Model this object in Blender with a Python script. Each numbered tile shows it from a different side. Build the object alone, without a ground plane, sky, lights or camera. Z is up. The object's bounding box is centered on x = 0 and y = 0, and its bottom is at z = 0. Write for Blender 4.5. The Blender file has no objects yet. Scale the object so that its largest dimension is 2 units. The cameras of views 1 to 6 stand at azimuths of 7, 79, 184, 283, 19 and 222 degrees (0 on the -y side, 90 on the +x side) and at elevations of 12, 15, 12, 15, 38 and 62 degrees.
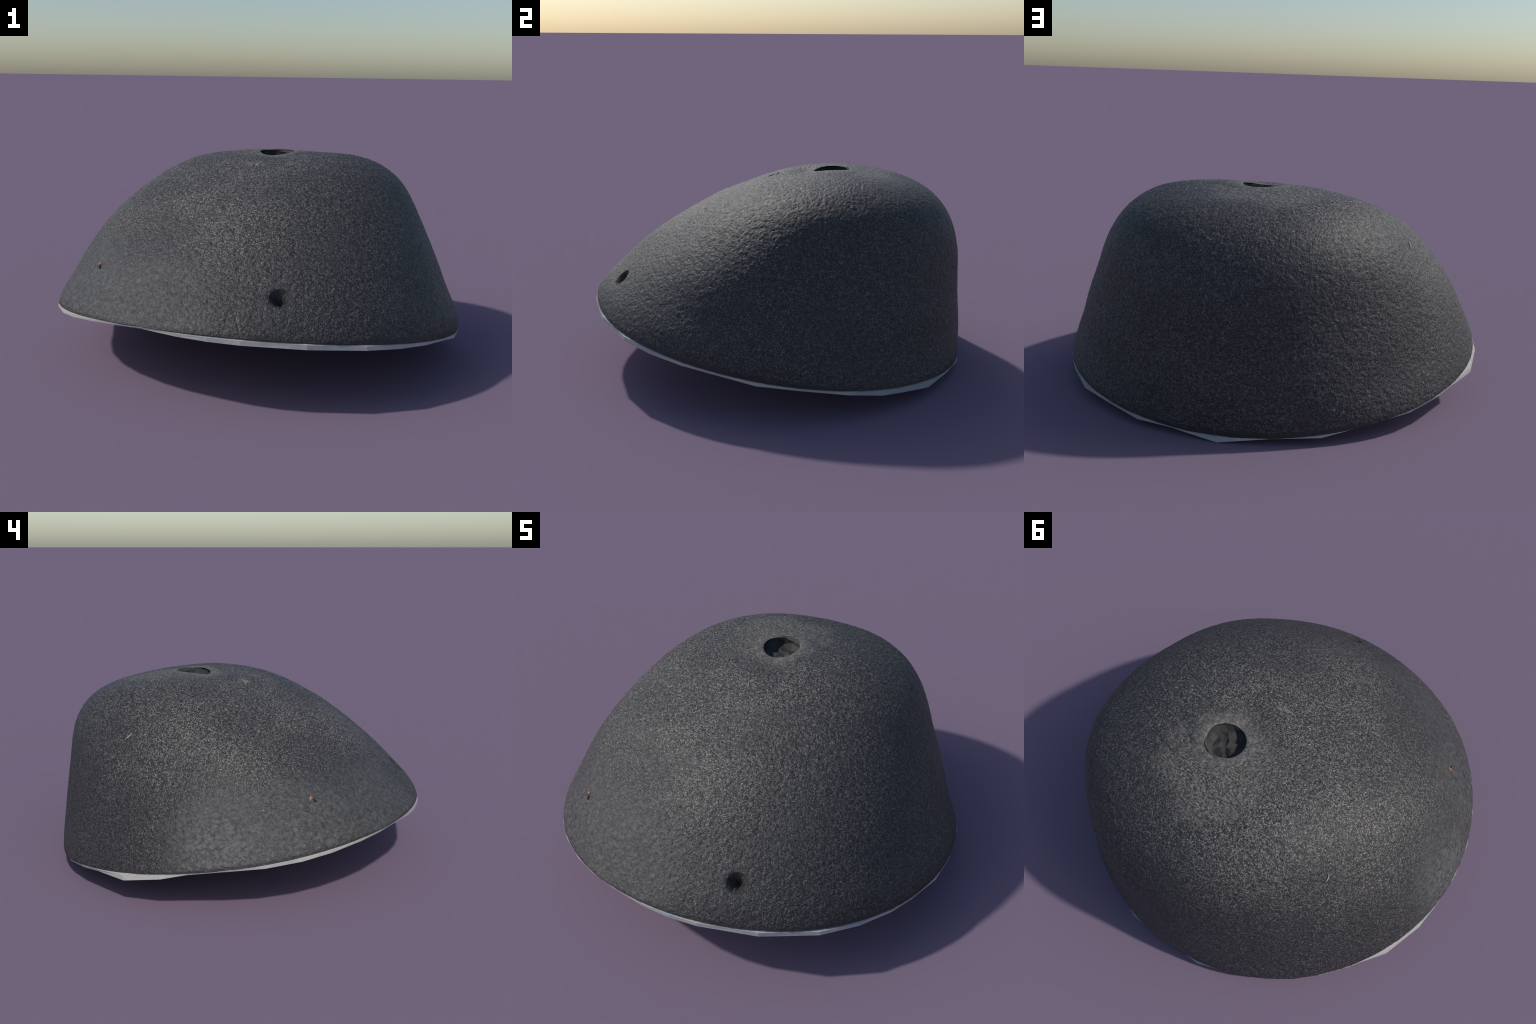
"""Black textured climbing hold: a skewed dome on a tilted round base plane,
a bolt hole in the crown, a screw hole near the rim, a thin pale base skirt."""
import bpy, math
import numpy as np

rng = np.random.default_rng(11)

# ------------------------------------------------------------------ frame
# The base lies on a tilted plane; the dome is lofted in that plane's frame.
BASE_CENTRE = np.array([0.0, 0.0, 0.1864])
SLOPE_X, SLOPE_Y = -0.028, -0.152
N = np.array([-SLOPE_X, -SLOPE_Y, 1.0]); N /= np.linalg.norm(N)
E1 = np.array([1.0, 0.0, SLOPE_X]); E1 /= np.linalg.norm(E1)
E2 = np.cross(N, E1)

# ------------------------------------------------------------- dome profile
# Rays leave the base centre at these elevations above the base plane; each
# row describes the closed cross-section met there:
# mean reach, then cosine / sine lobes (skew, oval, three-fold, ...).
ELEVATION = np.radians([0, 4, 10, 18, 28, 38, 48, 58, 68, 79, 90])
SECTION = [
    [0.9893, 0.0039, -0.0033, 0.0130, 0.0010, -0.0038, 0.0006, -0.0027, 0.0028, -0.0001, 0.0015, 0.0011, 0.0009],
    [0.9711, 0.0075, 0.0050, 0.0135, -0.0044, -0.0058, -0.0076, -0.0012, 0.0018, -0.0002, -0.0003, -0.0008, -0.0016],
    [0.9406, 0.0109, 0.0266, 0.0135, -0.0042, -0.0097, -0.0118, 0.0001, 0.0015, -0.0008, 0.0038, -0.0008, -0.0023],
    [0.9151, 0.0185, 0.0551, 0.0157, -0.0041, -0.0103, -0.0107, -0.0009, 0.0016, -0.0041, 0.0031, -0.0005, -0.0003],
    [0.9019, 0.0292, 0.0971, 0.0122, -0.0054, -0.0102, -0.0097, 0.0019, 0.0006, -0.0036, -0.0012, -0.0034, 0.0031],
    [0.9049, 0.0426, 0.1420, 0.0081, -0.0025, -0.0071, -0.0039, 0.0008, 0.0037, -0.0050, -0.0041, -0.0034, 0.0013],
    [0.8969, 0.0509, 0.1588, 0.0071, -0.0038, 0.0007, 0.0024, 0.0005, 0.0016, -0.0027, -0.0018, 0.0003, -0.0026],
    [0.8610, 0.0430, 0.1332, 0.0104, -0.0082, 0.0040, 0.0042, -0.0009, 0.0009, 0.0007, 0.0001],
    [0.8194, 0.0273, 0.0878, 0.0077, -0.0072, 0.0022, 0.0034, 0.0008, 0.0023],
    [0.7942, 0.0111, 0.0429, 0.0012, -0.0013, -0.0009, 0.0005],
    [0.7755],
]
RIM_WAVE = [-0.0050, -0.0019, 0.0023, 0.0019, -0.0007, 0.0068, -0.0033, -0.0004]   # gentle warp of the rim


def lobes(theta, order):
    cols = [np.ones_like(theta)]
    for m in range(1, order + 1):
        cols += [np.cos(m * theta), np.sin(m * theta)]
    return np.stack(cols, -1)


def spline_weights(x, xq):
    """Cubic spline through the elevations: free at the rim, level at the pole."""
    n = len(x); h = np.diff(x)
    A = np.zeros((n, n)); B = np.zeros((n, n)); A[0, 0] = 1
    for i in range(1, n - 1):
        A[i, i - 1], A[i, i], A[i, i + 1] = h[i - 1], 2 * (h[i - 1] + h[i]), h[i]
        B[i, i - 1] += 6 / h[i - 1]
        B[i, i] -= 6 / h[i - 1] + 6 / h[i]
        B[i, i + 1] += 6 / h[i]
    A[-1, -2], A[-1, -1] = h[-1], 2 * h[-1]
    B[-1, -2], B[-1, -1] = 6 / h[-1], -6 / h[-1]
    S = np.linalg.solve(A, B); I = np.eye(n)
    j = np.clip(np.searchsorted(x, xq) - 1, 0, n - 2)
    hh = h[j]; a = (x[j + 1] - xq) / hh; b = (xq - x[j]) / hh
    return (a[:, None] * I[j] + b[:, None] * I[j + 1]
            + ((a**3 - a) * hh**2 / 6)[:, None] * S[j]
            + ((b**3 - b) * hh**2 / 6)[:, None] * S[j + 1])


def dome(theta, phi):
    """Point on the smooth dome for azimuth theta and elevation phi."""
    theta = np.asarray(theta, float); phi = np.asarray(phi, float)
    shape = theta.shape; theta = theta.ravel(); phi = phi.ravel()
    w = spline_weights(ELEVATION, phi)
    reach = np.zeros_like(theta)
    for k, row in enumerate(SECTION):
        reach += w[:, k] * (lobes(theta, (len(row) - 1) // 2) @ np.array(row))
    fall = np.clip(1 - phi / math.radians(30), 0, 1)**2
    lift = (lobes(theta, len(RIM_WAVE) // 2)[:, 1:] @ np.array(RIM_WAVE)) * fall
    height = reach * np.sin(phi)
    tuck = 0.003 * np.clip(1 - height / 0.028, 0, 1)**2      # rounded lower edge
    reach_flat = reach * np.cos(phi) - tuck
    p = (BASE_CENTRE
         + reach_flat[:, None] * (np.cos(theta)[:, None] * E1 + np.sin(theta)[:, None] * E2)
         + (height + lift)[:, None] * N)
    return p.reshape(shape + (3,))


def to_disc(p):
    """Unfold a point's direction to a disc: pole at 0, rim at radius 1."""
    d = p - BASE_CENTRE
    a, b, c = d @ E1, d @ E2, d @ N
    rho = 1 - np.arctan2(c, np.hypot(a, b)) / (math.pi / 2)
    th = np.arctan2(b, a)
    return np.stack([rho * np.cos(th), rho * np.sin(th)], -1)


def from_disc(d):
    rho = np.clip(np.hypot(d[..., 0], d[..., 1]), 1e-6, 1)
    return dome(np.arctan2(d[..., 1], d[..., 0]), (1 - rho) * math.pi / 2)


def surface_frame(p):
    """Nearest dome point along p's ray, its normal and two tangents."""
    d = to_disc(np.asarray(p, float)); e = 0.01
    o = from_disc(d)
    du = from_disc(d + [e, 0]) - from_disc(d - [e, 0])
    dv = from_disc(d + [0, e]) - from_disc(d - [0, e])
    nrm = np.cross(du, dv); nrm /= np.linalg.norm(nrm)
    if nrm @ (o - BASE_CENTRE) < 0:
        nrm = -nrm
    t = np.cross(nrm, [0.3, 0.9, 0.1]); t /= np.linalg.norm(t)
    return o, nrm, t, np.cross(nrm, t)


# ------------------------------------------------------------------- noise
PERM = np.random.default_rng(5).permutation(256)
PERM = np.concatenate([PERM, PERM, PERM])
GRAD = np.random.default_rng(6).normal(size=(256, 3))
GRAD /= np.linalg.norm(GRAD, axis=1)[:, None]


def perlin(p):
    i = np.floor(p).astype(int); f = p - i; u = f * f * f * (f * (f * 6 - 15) + 10)
    i &= 255
    out = 0
    for dx in (0, 1):
        for dy in (0, 1):
            for dz in (0, 1):
                g = GRAD[PERM[PERM[PERM[(i[:, 0] + dx) & 255] + ((i[:, 1] + dy) & 255)] + ((i[:, 2] + dz) & 255)]]
                w = (np.where(dx, u[:, 0], 1 - u[:, 0]) * np.where(dy, u[:, 1], 1 - u[:, 1])
                     * np.where(dz, u[:, 2], 1 - u[:, 2]))
                out = out + w * (g * (f - np.array([dx, dy, dz]))).sum(1)
    return out


def blob(p, centre, radius):
    d = np.linalg.norm(p - np.array(centre), axis=-1) / radius
    return np.clip(1 - d, 0, 1)**2 * (3 - 2 * np.clip(1 - d, 0, 1))


# --------------------------------------------------------------- mesh helper
def make_mesh(name, verts, faces, smooth=True):
    me = bpy.data.meshes.new(name)
    me.from_pydata([tuple(v) for v in verts], [], [tuple(int(i) for i in f) for f in faces])
    me.polygons.foreach_set("use_smooth", [smooth] * len(me.polygons))
    me.update()
    return me


def make_part(name, me, parent, material):
    ob = bpy.data.objects.new(name, me)
    bpy.context.collection.objects.link(ob)
    ob.parent = parent
    me.materials.append(material)
    return ob


# ---------------------------------------------------------------- materials
class Nodes:
    def __init__(self, name):
        self.mat = bpy.data.materials.new(name)
        self.mat.use_nodes = True
        self.t = self.mat.node_tree
        self.bsdf = self.t.nodes["Principled BSDF"]
        self.co = self.t.nodes.new("ShaderNodeTexCoord").outputs["Object"]

    def link(self, a, b):
        self.t.links.new(a, b)

    def put(self, sock, v):
        if isinstance(v, bpy.types.NodeSocket):
            self.link(v, sock)
        else:
            sock.default_value = v

    def noise(self, scale, detail=2.0, rough=0.5, co=None, distort=0.0):
        n = self.t.nodes.new("ShaderNodeTexNoise")
        n.inputs["Scale"].default_value = scale
        n.inputs["Detail"].default_value = detail
        n.inputs["Roughness"].default_value = rough
        n.inputs["Distortion"].default_value = distort
        self.link(co or self.co, n.inputs["Vector"])
        return n.outputs["Fac"]

    def voronoi(self, scale, out="Distance", co=None):
        n = self.t.nodes.new("ShaderNodeTexVoronoi")
        n.inputs["Scale"].default_value = scale
        self.link(co or self.co, n.inputs["Vector"])
        return n.outputs[out]

    def stretch(self, scale, rot=(0, 0, 0)):
        n = self.t.nodes.new("ShaderNodeMapping")
        n.inputs["Scale"].default_value = scale
        n.inputs["Rotation"].default_value = rot
        self.link(self.co, n.inputs["Vector"])
        return n.outputs["Vector"]

    def step(self, v, lo, hi, a=0.0, b=1.0):
        n = self.t.nodes.new("ShaderNodeMapRange")
        n.interpolation_type = "SMOOTHSTEP"
        self.put(n.inputs["Value"], v)
        n.inputs["From Min"].default_value = lo
        n.inputs["From Max"].default_value = hi
        n.inputs["To Min"].default_value = a
        n.inputs["To Max"].default_value = b
        return n.outputs["Result"]

    def math(self, op, a, b=0.0):
        n = self.t.nodes.new("ShaderNodeMath"); n.operation = op
        self.put(n.inputs[0], a); self.put(n.inputs[1], b)
        return n.outputs[0]

    def mix(self, f, a, b):
        n = self.t.nodes.new("ShaderNodeMix"); n.data_type = "RGBA"
        self.put(n.inputs["Factor"], f)
        for s, v in ((n.inputs[6], a), (n.inputs[7], b)):
            self.put(s, v if isinstance(v, bpy.types.NodeSocket) else (*v, 1.0))
        return n.outputs[2]

    def near(self, centre, radius, soft, wobble=0.0):
        """Mask around a place on the hold, with a ragged border."""
        n = self.t.nodes.new("ShaderNodeVectorMath"); n.operation = "DISTANCE"
        self.link(self.co, n.inputs[0]); n.inputs[1].default_value = centre
        d = n.outputs["Value"]
        if wobble:
            d = self.math("ADD", d, self.math("MULTIPLY", self.math("SUBTRACT", self.noise(5, 4, 0.6), 0.5), wobble))
        return self.step(d, radius - soft, radius + soft, 1.0, 0.0)

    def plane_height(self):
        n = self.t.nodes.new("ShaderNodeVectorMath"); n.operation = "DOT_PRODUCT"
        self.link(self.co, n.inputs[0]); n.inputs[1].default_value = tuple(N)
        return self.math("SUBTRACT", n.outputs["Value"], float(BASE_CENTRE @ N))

    def bump(self, h, strength, dist, prev=None):
        n = self.t.nodes.new("ShaderNodeBump")
        n.inputs["Strength"].default_value = strength
        n.inputs["Distance"].default_value = dist
        self.link(h, n.inputs["Height"])
        if prev is not None:
            self.link(prev, n.inputs["Normal"])
        return n.outputs["Normal"]

    def finish(self, colour, rough, normal=None, spec=0.5):
        self.put(self.bsdf.inputs["Base Color"], colour if isinstance(colour, bpy.types.NodeSocket) else (*colour, 1))
        self.put(self.bsdf.inputs["Roughness"], rough)
        self.bsdf.inputs["Specular IOR Level"].default_value = spec
        if normal is not None:
            self.link(normal, self.bsdf.inputs["Normal"])
        return self.mat


HOLE_AT = (0.0556, 0.2685, 0.970)
SCREW_AT = (0.182, -0.829, 0.470)


def black_resin():
    m = Nodes("black_textured_resin")
    grain = m.noise(185, 2.0, 0.65)
    tint = m.noise(120, 1, 0.5, m.stretch((1, 1, 1), (0.7, 0.3, 1.1)))
    patch = m.noise(48, 3, 0.65)
    speck = m.voronoi(110)
    # streaked, coarser grain round the crown; rubbed: smooth zone lightened for low-flank highlight
    streak = m.noise(75, 2.5, 0.6, m.stretch((1.0, 2.3, 1.0), (0, 0, 0.5)))
    crown = m.near((0.02, 0.36, 0.95), 0.22, 0.10, 0.34)
    bald = m.near(HOLE_AT, 0.135, 0.035, 0.10)
    # scan's brighter lighting painted as ragged patches on crown, shoulder and front slope
    patchiness = m.step(m.noise(2.6, 5, 0.62), 0.34, 0.64, 0.55, 1.0)
    painted_light = m.math("MULTIPLY", patchiness, m.math("MAXIMUM", m.near((-0.28, 0.10, 0.92), 0.62, 0.34, 0.45),
                   m.math("MULTIPLY", m.near((-0.02, -0.48, 0.72), 0.30, 0.22, 0.40), 0.7)))
    baked_sheen = m.math("MAXIMUM", m.near((-0.93, -0.15, 0.27), 0.27, 0.14, 0.30),
                    m.math("MAXIMUM", m.near((-0.42, -0.86, 0.38), 0.30, 0.15, 0.30),
                           m.near((-0.74, -0.60, 0.34), 0.30, 0.14, 0.25)))
    # uneven size of grain: broad noise breaks the fine one up
    grain = m.math("ADD", m.math("MULTIPLY", grain, 0.72), m.math("MULTIPLY", m.noise(80, 2, 0.6), 0.28))
    cloud = m.noise(3.6, 4, 0.6)
    g = m.step(grain, 0.45, 0.69)
    light = m.mix(m.step(tint, 0.35, 0.65), (0.184, 0.164, 0.170), (0.154, 0.153, 0.144))
    light = m.mix(m.step(painted_light, 0, 1, 0, 0.80), light, (0.42, 0.383, 0.342))
    base = m.mix(g, (0.0165, 0.0156, 0.0165), light)
    base = m.mix(m.step(patch, 0.50, 0.70, 0.0, 0.35), base, (0.022, 0.021, 0.023))
    base = m.mix(m.step(cloud, 0.42, 0.68, 0.0, 0.28), base, (0.026, 0.0245, 0.027))
    # bright mineral specks, denser inside the lightened patches
    sp = m.math("MULTIPLY", m.step(speck, 0.06, 0.30, 1.0, 0.0), m.step(m.noise(45, 1), 0.50, 0.60))
    base = m.mix(m.math("MULTIPLY", sp, m.math("ADD", 0.24, m.math("MULTIPLY", painted_light, 0.48))), base, (0.40, 0.38, 0.355))
    streaked = m.mix(m.step(streak, 0.38, 0.68), (0.034, 0.032, 0.029), (0.275, 0.252, 0.222))
    base = m.mix(m.math("MULTIPLY", crown, 0.80), base, streaked)
    worn = m.mix(m.step(m.noise(40, 4, 0.7, m.stretch((1.0, 1.6, 1.0))), 0.38, 0.66), (0.082, 0.076, 0.069), (0.235, 0.213, 0.188))
    base = m.mix(m.math("MULTIPLY", bald, 0.75), base, worn)
    swirl = m.noise(42, 4, 0.72, m.stretch((1.0, 1.0, 1.5), (0.3, 0.2, 0)), 0.6)
    facets = m.mix(m.step(swirl, 0.36, 0.66), (0.038, 0.037, 0.037), (0.108, 0.105, 0.102))
    base = m.mix(m.math("MULTIPLY", baked_sheen, 0.85), base, facets)
    painted_glint = m.math("MULTIPLY", m.near((-0.95, -0.14, 0.30), 0.17, 0.13, 0.22), m.step(swirl, 0.30, 0.62))  # brightest spot of the left flank, its highlight tinted into the colour
    base = m.mix(m.math("MULTIPLY", painted_glint, 0.30), base, (0.185, 0.183, 0.176))
    # warm dark brown strip along the lower edge
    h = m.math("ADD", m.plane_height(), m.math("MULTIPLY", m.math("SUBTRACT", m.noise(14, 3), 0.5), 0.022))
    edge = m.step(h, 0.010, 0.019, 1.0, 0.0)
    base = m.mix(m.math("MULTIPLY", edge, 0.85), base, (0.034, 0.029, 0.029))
    b = m.bump(grain, 0.6, 0.004)
    b = m.bump(m.math("ADD", patch, m.math("MULTIPLY", baked_sheen, swirl)), 0.7, 0.010, b)
    rough = m.math("SUBTRACT", m.step(patch, 0.3, 0.7, 0.50, 0.66), m.math("MULTIPLY", baked_sheen, 0.10))
    return m.finish(base, rough, b, 0.5)


def bore_resin():
    m = Nodes("bare_dark_resin")
    c = m.mix(m.step(m.noise(16, 3), 0.35, 0.65), (0.034, 0.034, 0.035), (0.062, 0.060, 0.056))
    return m.finish(c, 0.75, m.bump(m.noise(60, 2), 0.2, 0.004), 0.3)


def pale_base():
    m = Nodes("pale_grey_backing")
    c = m.mix(m.step(m.noise(5, 3), 0.38, 0.62), (0.40, 0.41, 0.43), (0.52, 0.49, 0.46))
    c = m.mix(m.step(m.noise(45, 3, 0.7, m.stretch((1, 1, 5))), 0.50, 0.75, 0, 0.5), c, (0.24, 0.23, 0.24))
    return m.finish(c, 0.8, m.bump(m.noise(40, 3), 0.2, 0.004), 0.3)


def scar_resin():
    m = Nodes("smooth_chipped_resin")
    c = m.mix(m.step(m.noise(40, 3), 0.4, 0.65), (0.095, 0.096, 0.100), (0.185, 0.176, 0.165))
    return m.finish(c, 0.55, m.bump(m.noise(60, 2), 0.15, 0.003), 0.4)


def plain(name, colour, rough=0.7):
    m = Nodes(name)
    c = m.mix(m.step(m.noise(90, 2), 0.35, 0.65), tuple(0.75 * x for x in colour), colour)
    return m.finish(c, rough, None, 0.3)


# ------------------------------------------------------------------- thing
hold = bpy.data.objects.new("climbing_hold", None)
bpy.context.collection.objects.link(hold)
hold["label"] = "black sandy-textured rounded climbing hold with bolt hole"
hold["category"] = "climbing hold"

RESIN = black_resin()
BARE = bore_resin()

# ------------------------------------------------------------------- shell
AROUND, DOWN = 1200, 360
BOLT_R = 0.089
hole_o, hole_n, hole_t, hole_b = surface_frame(HOLE_AT)
ang = np.linspace(0, 2 * math.pi, AROUND, endpoint=False)
# line the hole's circle up with the rim's azimuths
off = math.atan2(E1 @ hole_b, E1 @ hole_t)
circle = (hole_o + BOLT_R * (np.cos(ang + off)[:, None] * hole_t + np.sin(ang + off)[:, None] * hole_b))
inner = to_disc(circle)
outer = np.stack([np.cos(ang), np.sin(ang)], -1)
s = np.linspace(0, 1, DOWN)
disc = inner[None] * (1 - s)[:, None, None] + outer[None] * s[:, None, None]
P = from_disc(disc)
grid_n = np.cross(np.roll(P, -1, 1) - np.roll(P, 1, 1), np.gradient(P, axis=0))
grid_n /= np.linalg.norm(grid_n, axis=-1, keepdims=True) + 1e-12
if (grid_n * (P - BASE_CENTRE)).sum() < 0:
    grid_n = -grid_n
V = P.reshape(-1, 3); NV = grid_n.reshape(-1, 3)

# relief: orange-peel pebbling everywhere, softer in the rubbed zone
rub = blob(V, (-0.62, -0.62, 0.28), 0.70)
pebble = perlin(V * 66) + 0.8 * perlin(V * 118 + 9.1)
lump = perlin(V * 26 + 3.3)
relief = 0.0027 * pebble * (1 - 0.4 * rub) * (0.75 + 0.9 * perlin(V * 3.1)) + 0.0016 * lump + 0.0024 * perlin(V * 5.5 + 7.7)
edge_d = np.linalg.norm(V - hole_o, axis=1) - BOLT_R
relief *= np.clip(edge_d / 0.03, 0.15, 1)
relief *= np.clip(np.linalg.norm(V - np.array([-0.024, -0.021, 0.934]), axis=1) / 0.05, 0.3, 1)
relief += 0.0055 * np.exp(-np.clip(edge_d, 0, None) / 0.07)
relief -= 0.0060 * np.exp(-np.clip(edge_d, 0, None) / 0.008)      # worn lip of the bolt hole
so, sn, st, sb = surface_frame(SCREW_AT)
SCREW_R = 0.046
sd = np.hypot((V - so) @ st, (V - so) @ sb)
close = np.abs((V - so) @ sn) < 0.08
relief -= np.where(close, 0.003 * np.exp(-np.clip(sd - SCREW_R, 0, None) / 0.006), 0)
V = V + relief[:, None] * NV

# open the screw hole: drop the faces inside it and round its border
inside = (sd < SCREW_R) & close
rad = ((V - so) @ st)[:, None] * st + ((V - so) @ sb)[:, None] * sb
ids = np.arange(DOWN * AROUND).reshape(DOWN, AROUND)
a = ids[:-1]; b = ids[1:]
F = np.stack([a, b, np.roll(b, -1, 1), np.roll(a, -1, 1)], -1).reshape(-1, 4)
cut = inside[F].any(1)
ring_v = np.zeros(len(V), bool); ring_v[F[cut].ravel()] = True
ring_v &= ~inside
V = V + np.where(ring_v, np.where(sd > 0, SCREW_R / np.maximum(sd, 1e-6) - 1, 0), 0)[:, None] * rad
F = F[~cut]
used = np.zeros(len(V), bool); used[F.ravel()] = True
remap = np.cumsum(used) - 1
fn = np.cross(V[F[0, 1]] - V[F[0, 0]], V[F[0, 3]] - V[F[0, 0]])
if fn @ (V[F[0, 0]] - BASE_CENTRE) < 0:
    F = F[:, ::-1]
V_used = V[used]; F_used = remap[F]
me = bpy.data.meshes.new("shell")
me.vertices.add(len(V_used)); me.vertices.foreach_set("co", V_used.ravel())
me.loops.add(F_used.size); me.loops.foreach_set("vertex_index", F_used.ravel().astype(np.int32))
me.polygons.add(len(F_used))
me.polygons.foreach_set("loop_start", np.arange(0, F_used.size, 4, dtype=np.int32))
me.polygons.foreach_set("use_smooth", np.ones(len(F_used), bool))
me.update(calc_edges=True); me.validate()
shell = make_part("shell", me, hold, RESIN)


# ------------------------------------------------------- holes (faceted bores)
def bore(name, o, nrm, t, bt, profile, sides, jitter, parent):
    """Tapering hole: a smooth mouth ring, then coarse chipped facets inward."""
    verts, faces = [], []
    axis = -nrm
    r0, d0 = profile[0]
    first = []
    for i in range(sides):
        w = 2 * math.pi * i / sides
        first.append(len(verts))
        verts.append(o + axis * d0 + r0 / math.cos(math.pi / sides) * (math.cos(w) * t + math.sin(w) * bt))
    prev = first
    for lvl, (r, d) in enumerate(profile[1:]):
        ring = []
        for i in range(sides):
            w = 2 * math.pi * (i + 0.5 * ((lvl + 1) % 2)) / sides + rng.normal() * jitter * 1.2
            rr = r * (1 + rng.normal() * jitter)
            dd = d + rng.normal() * jitter * 0.10
            ring.append(len(verts))
            verts.append(o + axis * dd + rr * (math.cos(w) * t + math.sin(w) * bt))
        for i in range(sides):
            j = (i + 1) % sides
            if lvl % 2 == 0:
                faces += [(prev[i], ring[i], prev[j]), (prev[j], ring[i], ring[j])]
            else:
                faces += [(prev[i], ring[j], prev[j]), (prev[i], ring[i], ring[j])]
        prev = ring
    c = len(verts)
    verts.append(o + axis * (profile[-1][1] + 0.006))
    for i in range(sides):
        faces.append((prev[i], c, prev[(i + 1) % sides]))
    me = make_mesh(name, verts, faces, smooth=False)
    return make_part(name, me, parent, BARE)


bore("bolt_hole", hole_o, hole_n, hole_t, hole_b,
     [(0.0895, 0.006), (0.0885, 0.020), (0.082, 0.038), (0.060, 0.054), (0.030, 0.050)],
     13, 0.07, shell)
bore("screw_hole", so, sn, st, sb,
     [(0.0465, 0.001), (0.038, 0.012), (0.027, 0.027), (0.017, 0.041), (0.009, 0.052)],
     22, 0.04, shell)

# -------------------------------------------------------------- pale backing
# Corners of the thin torn backing below the rim: azimuth, how far it sticks out past the
# rim, drop below the base plane.
BACKING = [(-170, 0.000, 0.004), (-160, 0.001, 0.016), (-150, 0.000, 0.020), (-141, -0.002, 0.017),
           (-131, -0.003, 0.010), (-123, -0.004, 0.006), (-114, -0.004, 0.002), (-104, -0.003, 0.015),
           (-96, 0.000, 0.022), (-88, 0.000, 0.026), (-72.4, 0.006, 0.028), (-57.6, 0.010, 0.028),
           (-47, 0.004, 0.028), (-37, 0.002, 0.025), (-29, 0.000, 0.022), (-17, 0.002, 0.030),
           (-7, 0.000, 0.022), (7, 0.001, 0.024), (17, 0.001, 0.030), (25, -0.002, 0.028),
           (35, 0.000, 0.036), (47, -0.004, 0.014), (59, 0.005, 0.018), (69, -0.005, 0.016),
           (81, 0.012, 0.028), (94, -0.003, 0.018), (106, 0.010, 0.018), (116, -0.006, 0.006),
           (131, -0.004, 0.010), (142, -0.004, 0.006), (150, -0.002, 0.004), (160.8, 0.016, 0.024),
           (172.5, 0.012, 0.014), (180, 0.000, 0.002)]


def at(az, reach, height):
    w = math.radians(az)
    return BASE_CENTRE + reach * (math.cos(w) * E1 + math.sin(w) * E2) + height * N


verts, faces = [], []
rows = [[], [], [], []]
for az, out, drop in BACKING:
    rim = dome(np.array([math.radians(az)]), np.array([0.0]))[0] - BASE_CENTRE
    rim_r, rim_h = math.hypot(rim @ E1, rim @ E2), rim @ N
    rows[0].append(at(az, rim_r - 0.030, rim_h + 0.004))
    rows[1].append(at(az, rim_r + 0.6 * out + 0.003, rim_h * 0.6 - drop * 0.30))
    rows[2].append(at(az, rim_r + out, -drop))
    rows[3].append(at(az, 0.87, -drop - 0.004 - 0.012 * max(0.0, math.sin(math.radians(az)))))
n = len(BACKING)
for row in rows:
    verts += row
for kx in range(3):
    for i in range(n):
        j = (i + 1) % n
        faces.append((kx * n + i, kx * n + j, (kx + 1) * n + j, (kx + 1) * n + i)[::-1])
verts.append(at(0, 0, -0.030))
for i in range(n):
    faces.append((3 * n + i, 3 * n + (i + 1) % n, 4 * n)[::-1])
verts = np.array(verts)
verts[:, 2] = np.maximum(verts[:, 2], 0.0)
low = np.argmin(verts[:, 2]); verts[low, 2] = 0.0
backing = make_part("backing", make_mesh("backing", verts, faces, smooth=False), hold, pale_base())


# ---------------------------------------------------------- scar on the crown
def on_surface(p, lift=0.0):
    o, nrm, _, _ = surface_frame(p)
    return o + lift * nrm


o, nrm, t, bt = surface_frame((-0.024, -0.021, 0.934))
verts, faces = [], []
ARMS = 48; RINGS = 7
for rr in range(1, RINGS + 1):
    f = rr / RINGS
    for i in range(ARMS):
        w = 2 * math.pi * i / ARMS
        star = 0.027 + 0.013 * math.cos(5 * w + 0.4) + 0.006 * math.cos(3 * w + 1.0) + 0.003 * math.cos(8 * w)
        p = o + f * star * (math.cos(w) * t * 1.1 + math.sin(w) * bt)
        lift = 0.0050 - 0.0030 * (f - 0.72)**2 * 5 if f < 0.95 else -0.003
        verts.append(on_surface(p, lift - 0.002 * (1 - f)))
verts.append(on_surface(o, 0.0032))
for rr in range(RINGS - 1):
    for i in range(ARMS):
        j = (i + 1) % ARMS
        faces.append((rr * ARMS + i, (rr + 1) * ARMS + i, (rr + 1) * ARMS + j, rr * ARMS + j))
for i in range(ARMS):
    faces.append((len(verts) - 1, i, (i + 1) % ARMS))
make_part("scar", make_mesh("scar", verts, faces), shell, scar_resin())


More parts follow.
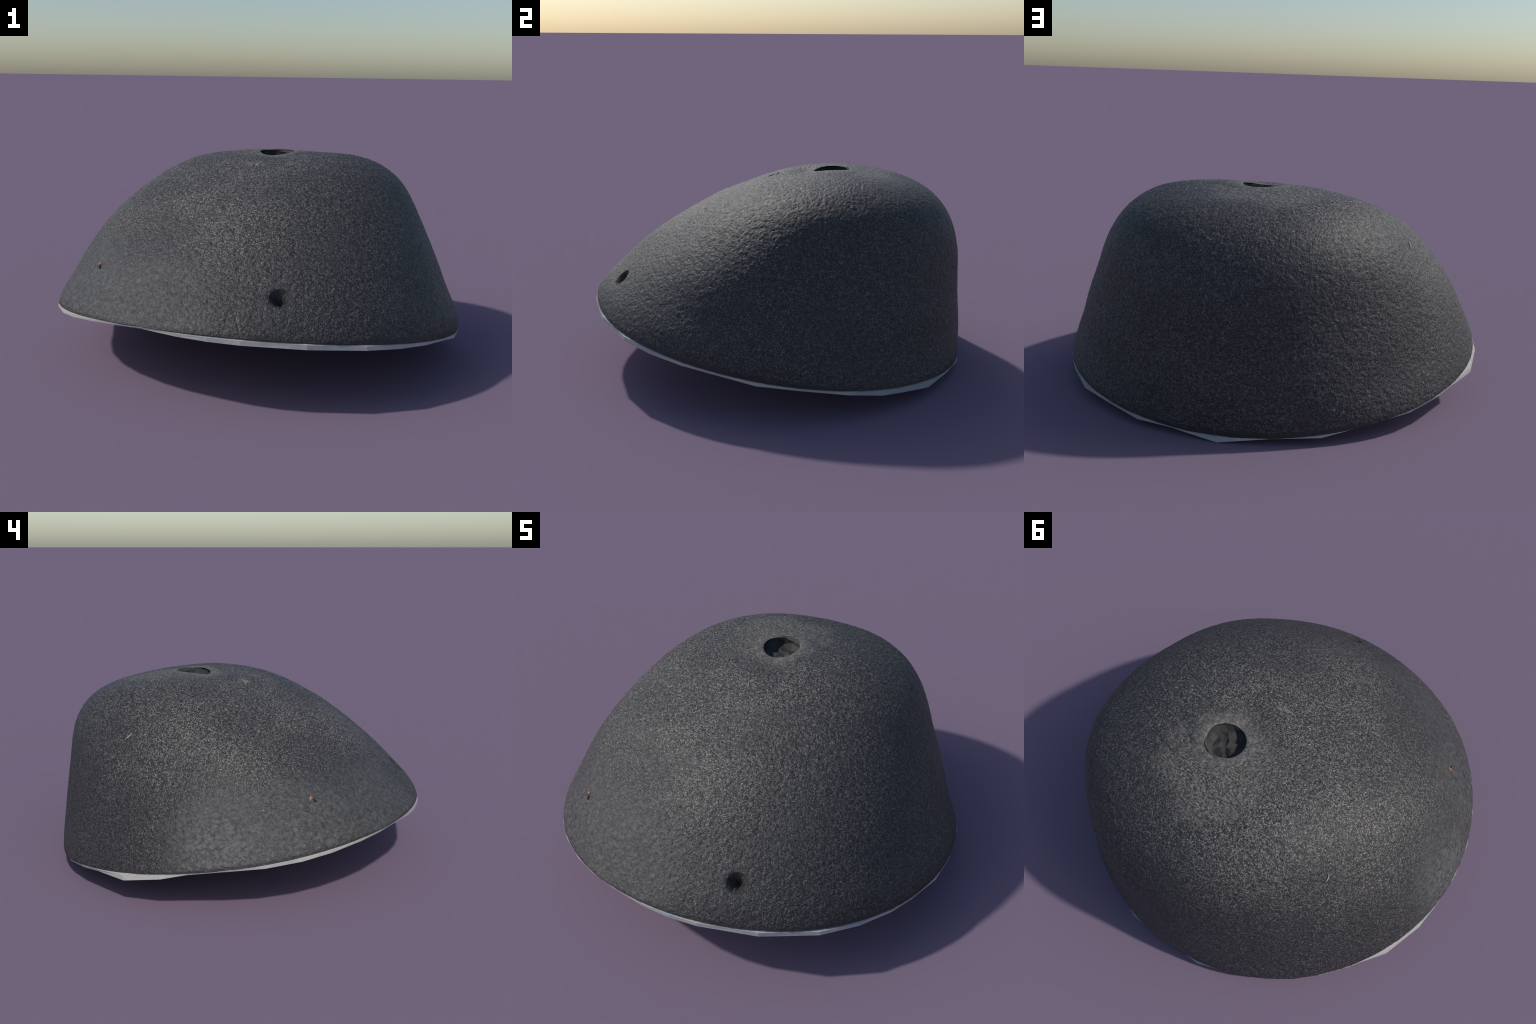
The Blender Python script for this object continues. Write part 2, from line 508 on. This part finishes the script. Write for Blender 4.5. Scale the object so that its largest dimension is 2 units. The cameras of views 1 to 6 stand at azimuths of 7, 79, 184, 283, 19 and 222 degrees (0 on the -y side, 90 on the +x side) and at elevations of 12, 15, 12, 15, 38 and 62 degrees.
# ------------------------------------------------------- stray flake and fibre
def chip(name, centre, size, squash, turn, lift, material):
    o, nrm, t, bt = surface_frame(centre)
    u = math.cos(turn) * t + math.sin(turn) * bt; v = np.cross(nrm, u)
    verts, faces = [], []
    S = 10
    for lay, (f, hgt) in enumerate(((1.0, -0.001), (0.9, lift * 0.8), (0.4, lift))):
        for i in range(S):
            w = 2 * math.pi * i / S
            r = size * f * (1 + 0.25 * math.cos(2 * w + 1) + 0.15 * math.cos(3 * w))
            verts.append(o + r * math.cos(w) * u + r * squash * math.sin(w) * v + hgt * nrm)
    for lay in range(2):
        for i in range(S):
            j = (i + 1) % S
            faces.append((lay * S + i, lay * S + j, (lay + 1) * S + j, (lay + 1) * S + i))
    faces.append(tuple(range(2 * S, 3 * S)))
    return make_part(name, make_mesh(name, verts, faces, smooth=False), shell, material)


ORANGE = plain("orange_flake", (0.40, 0.19, 0.10))
DARK = plain("dark_flake", (0.022, 0.016, 0.015))
chip("stuck_flake", (-0.682, -0.503, 0.508), 0.0125, 0.6, 0.4, 0.006, ORANGE)
chip("stuck_crumb", (-0.670, -0.518, 0.494), 0.010, 0.45, 1.8, 0.005, DARK)

pts = []
o, nrm, t, bt = surface_frame((-0.628, 0.400, 0.747))
up = np.array([0.3, -0.62, 0.45]); up -= (up @ nrm) * nrm; up /= np.linalg.norm(up)
side = np.cross(nrm, up)
for i in range(9):
    f = i / 8 - 0.5
    pts.append(on_surface(o + up * f * 0.040 + side * 0.0045 * (f * f * 4 - 0.5), 0.0015))
verts, faces = [], []
for i, p in enumerate(pts):
    r = 0.0024 * math.sin(math.pi * (i + 0.6) / 9.2) + 0.0004
    d = pts[min(i + 1, 8)] - pts[max(i - 1, 0)]; d /= np.linalg.norm(d)
    x = np.cross(d, nrm); x /= np.linalg.norm(x); y = np.cross(d, x)
    for q in range(6):
        w = 2 * math.pi * q / 6
        verts.append(p + r * (math.cos(w) * x + math.sin(w) * y))
for i in range(8):
    for q in range(6):
        faces.append((i * 6 + q, i * 6 + (q + 1) % 6, (i + 1) * 6 + (q + 1) % 6, (i + 1) * 6 + q))
make_part("stuck_fibre", make_mesh("stuck_fibre", verts, faces), shell, plain("pale_fibre", (0.55, 0.54, 0.50)))
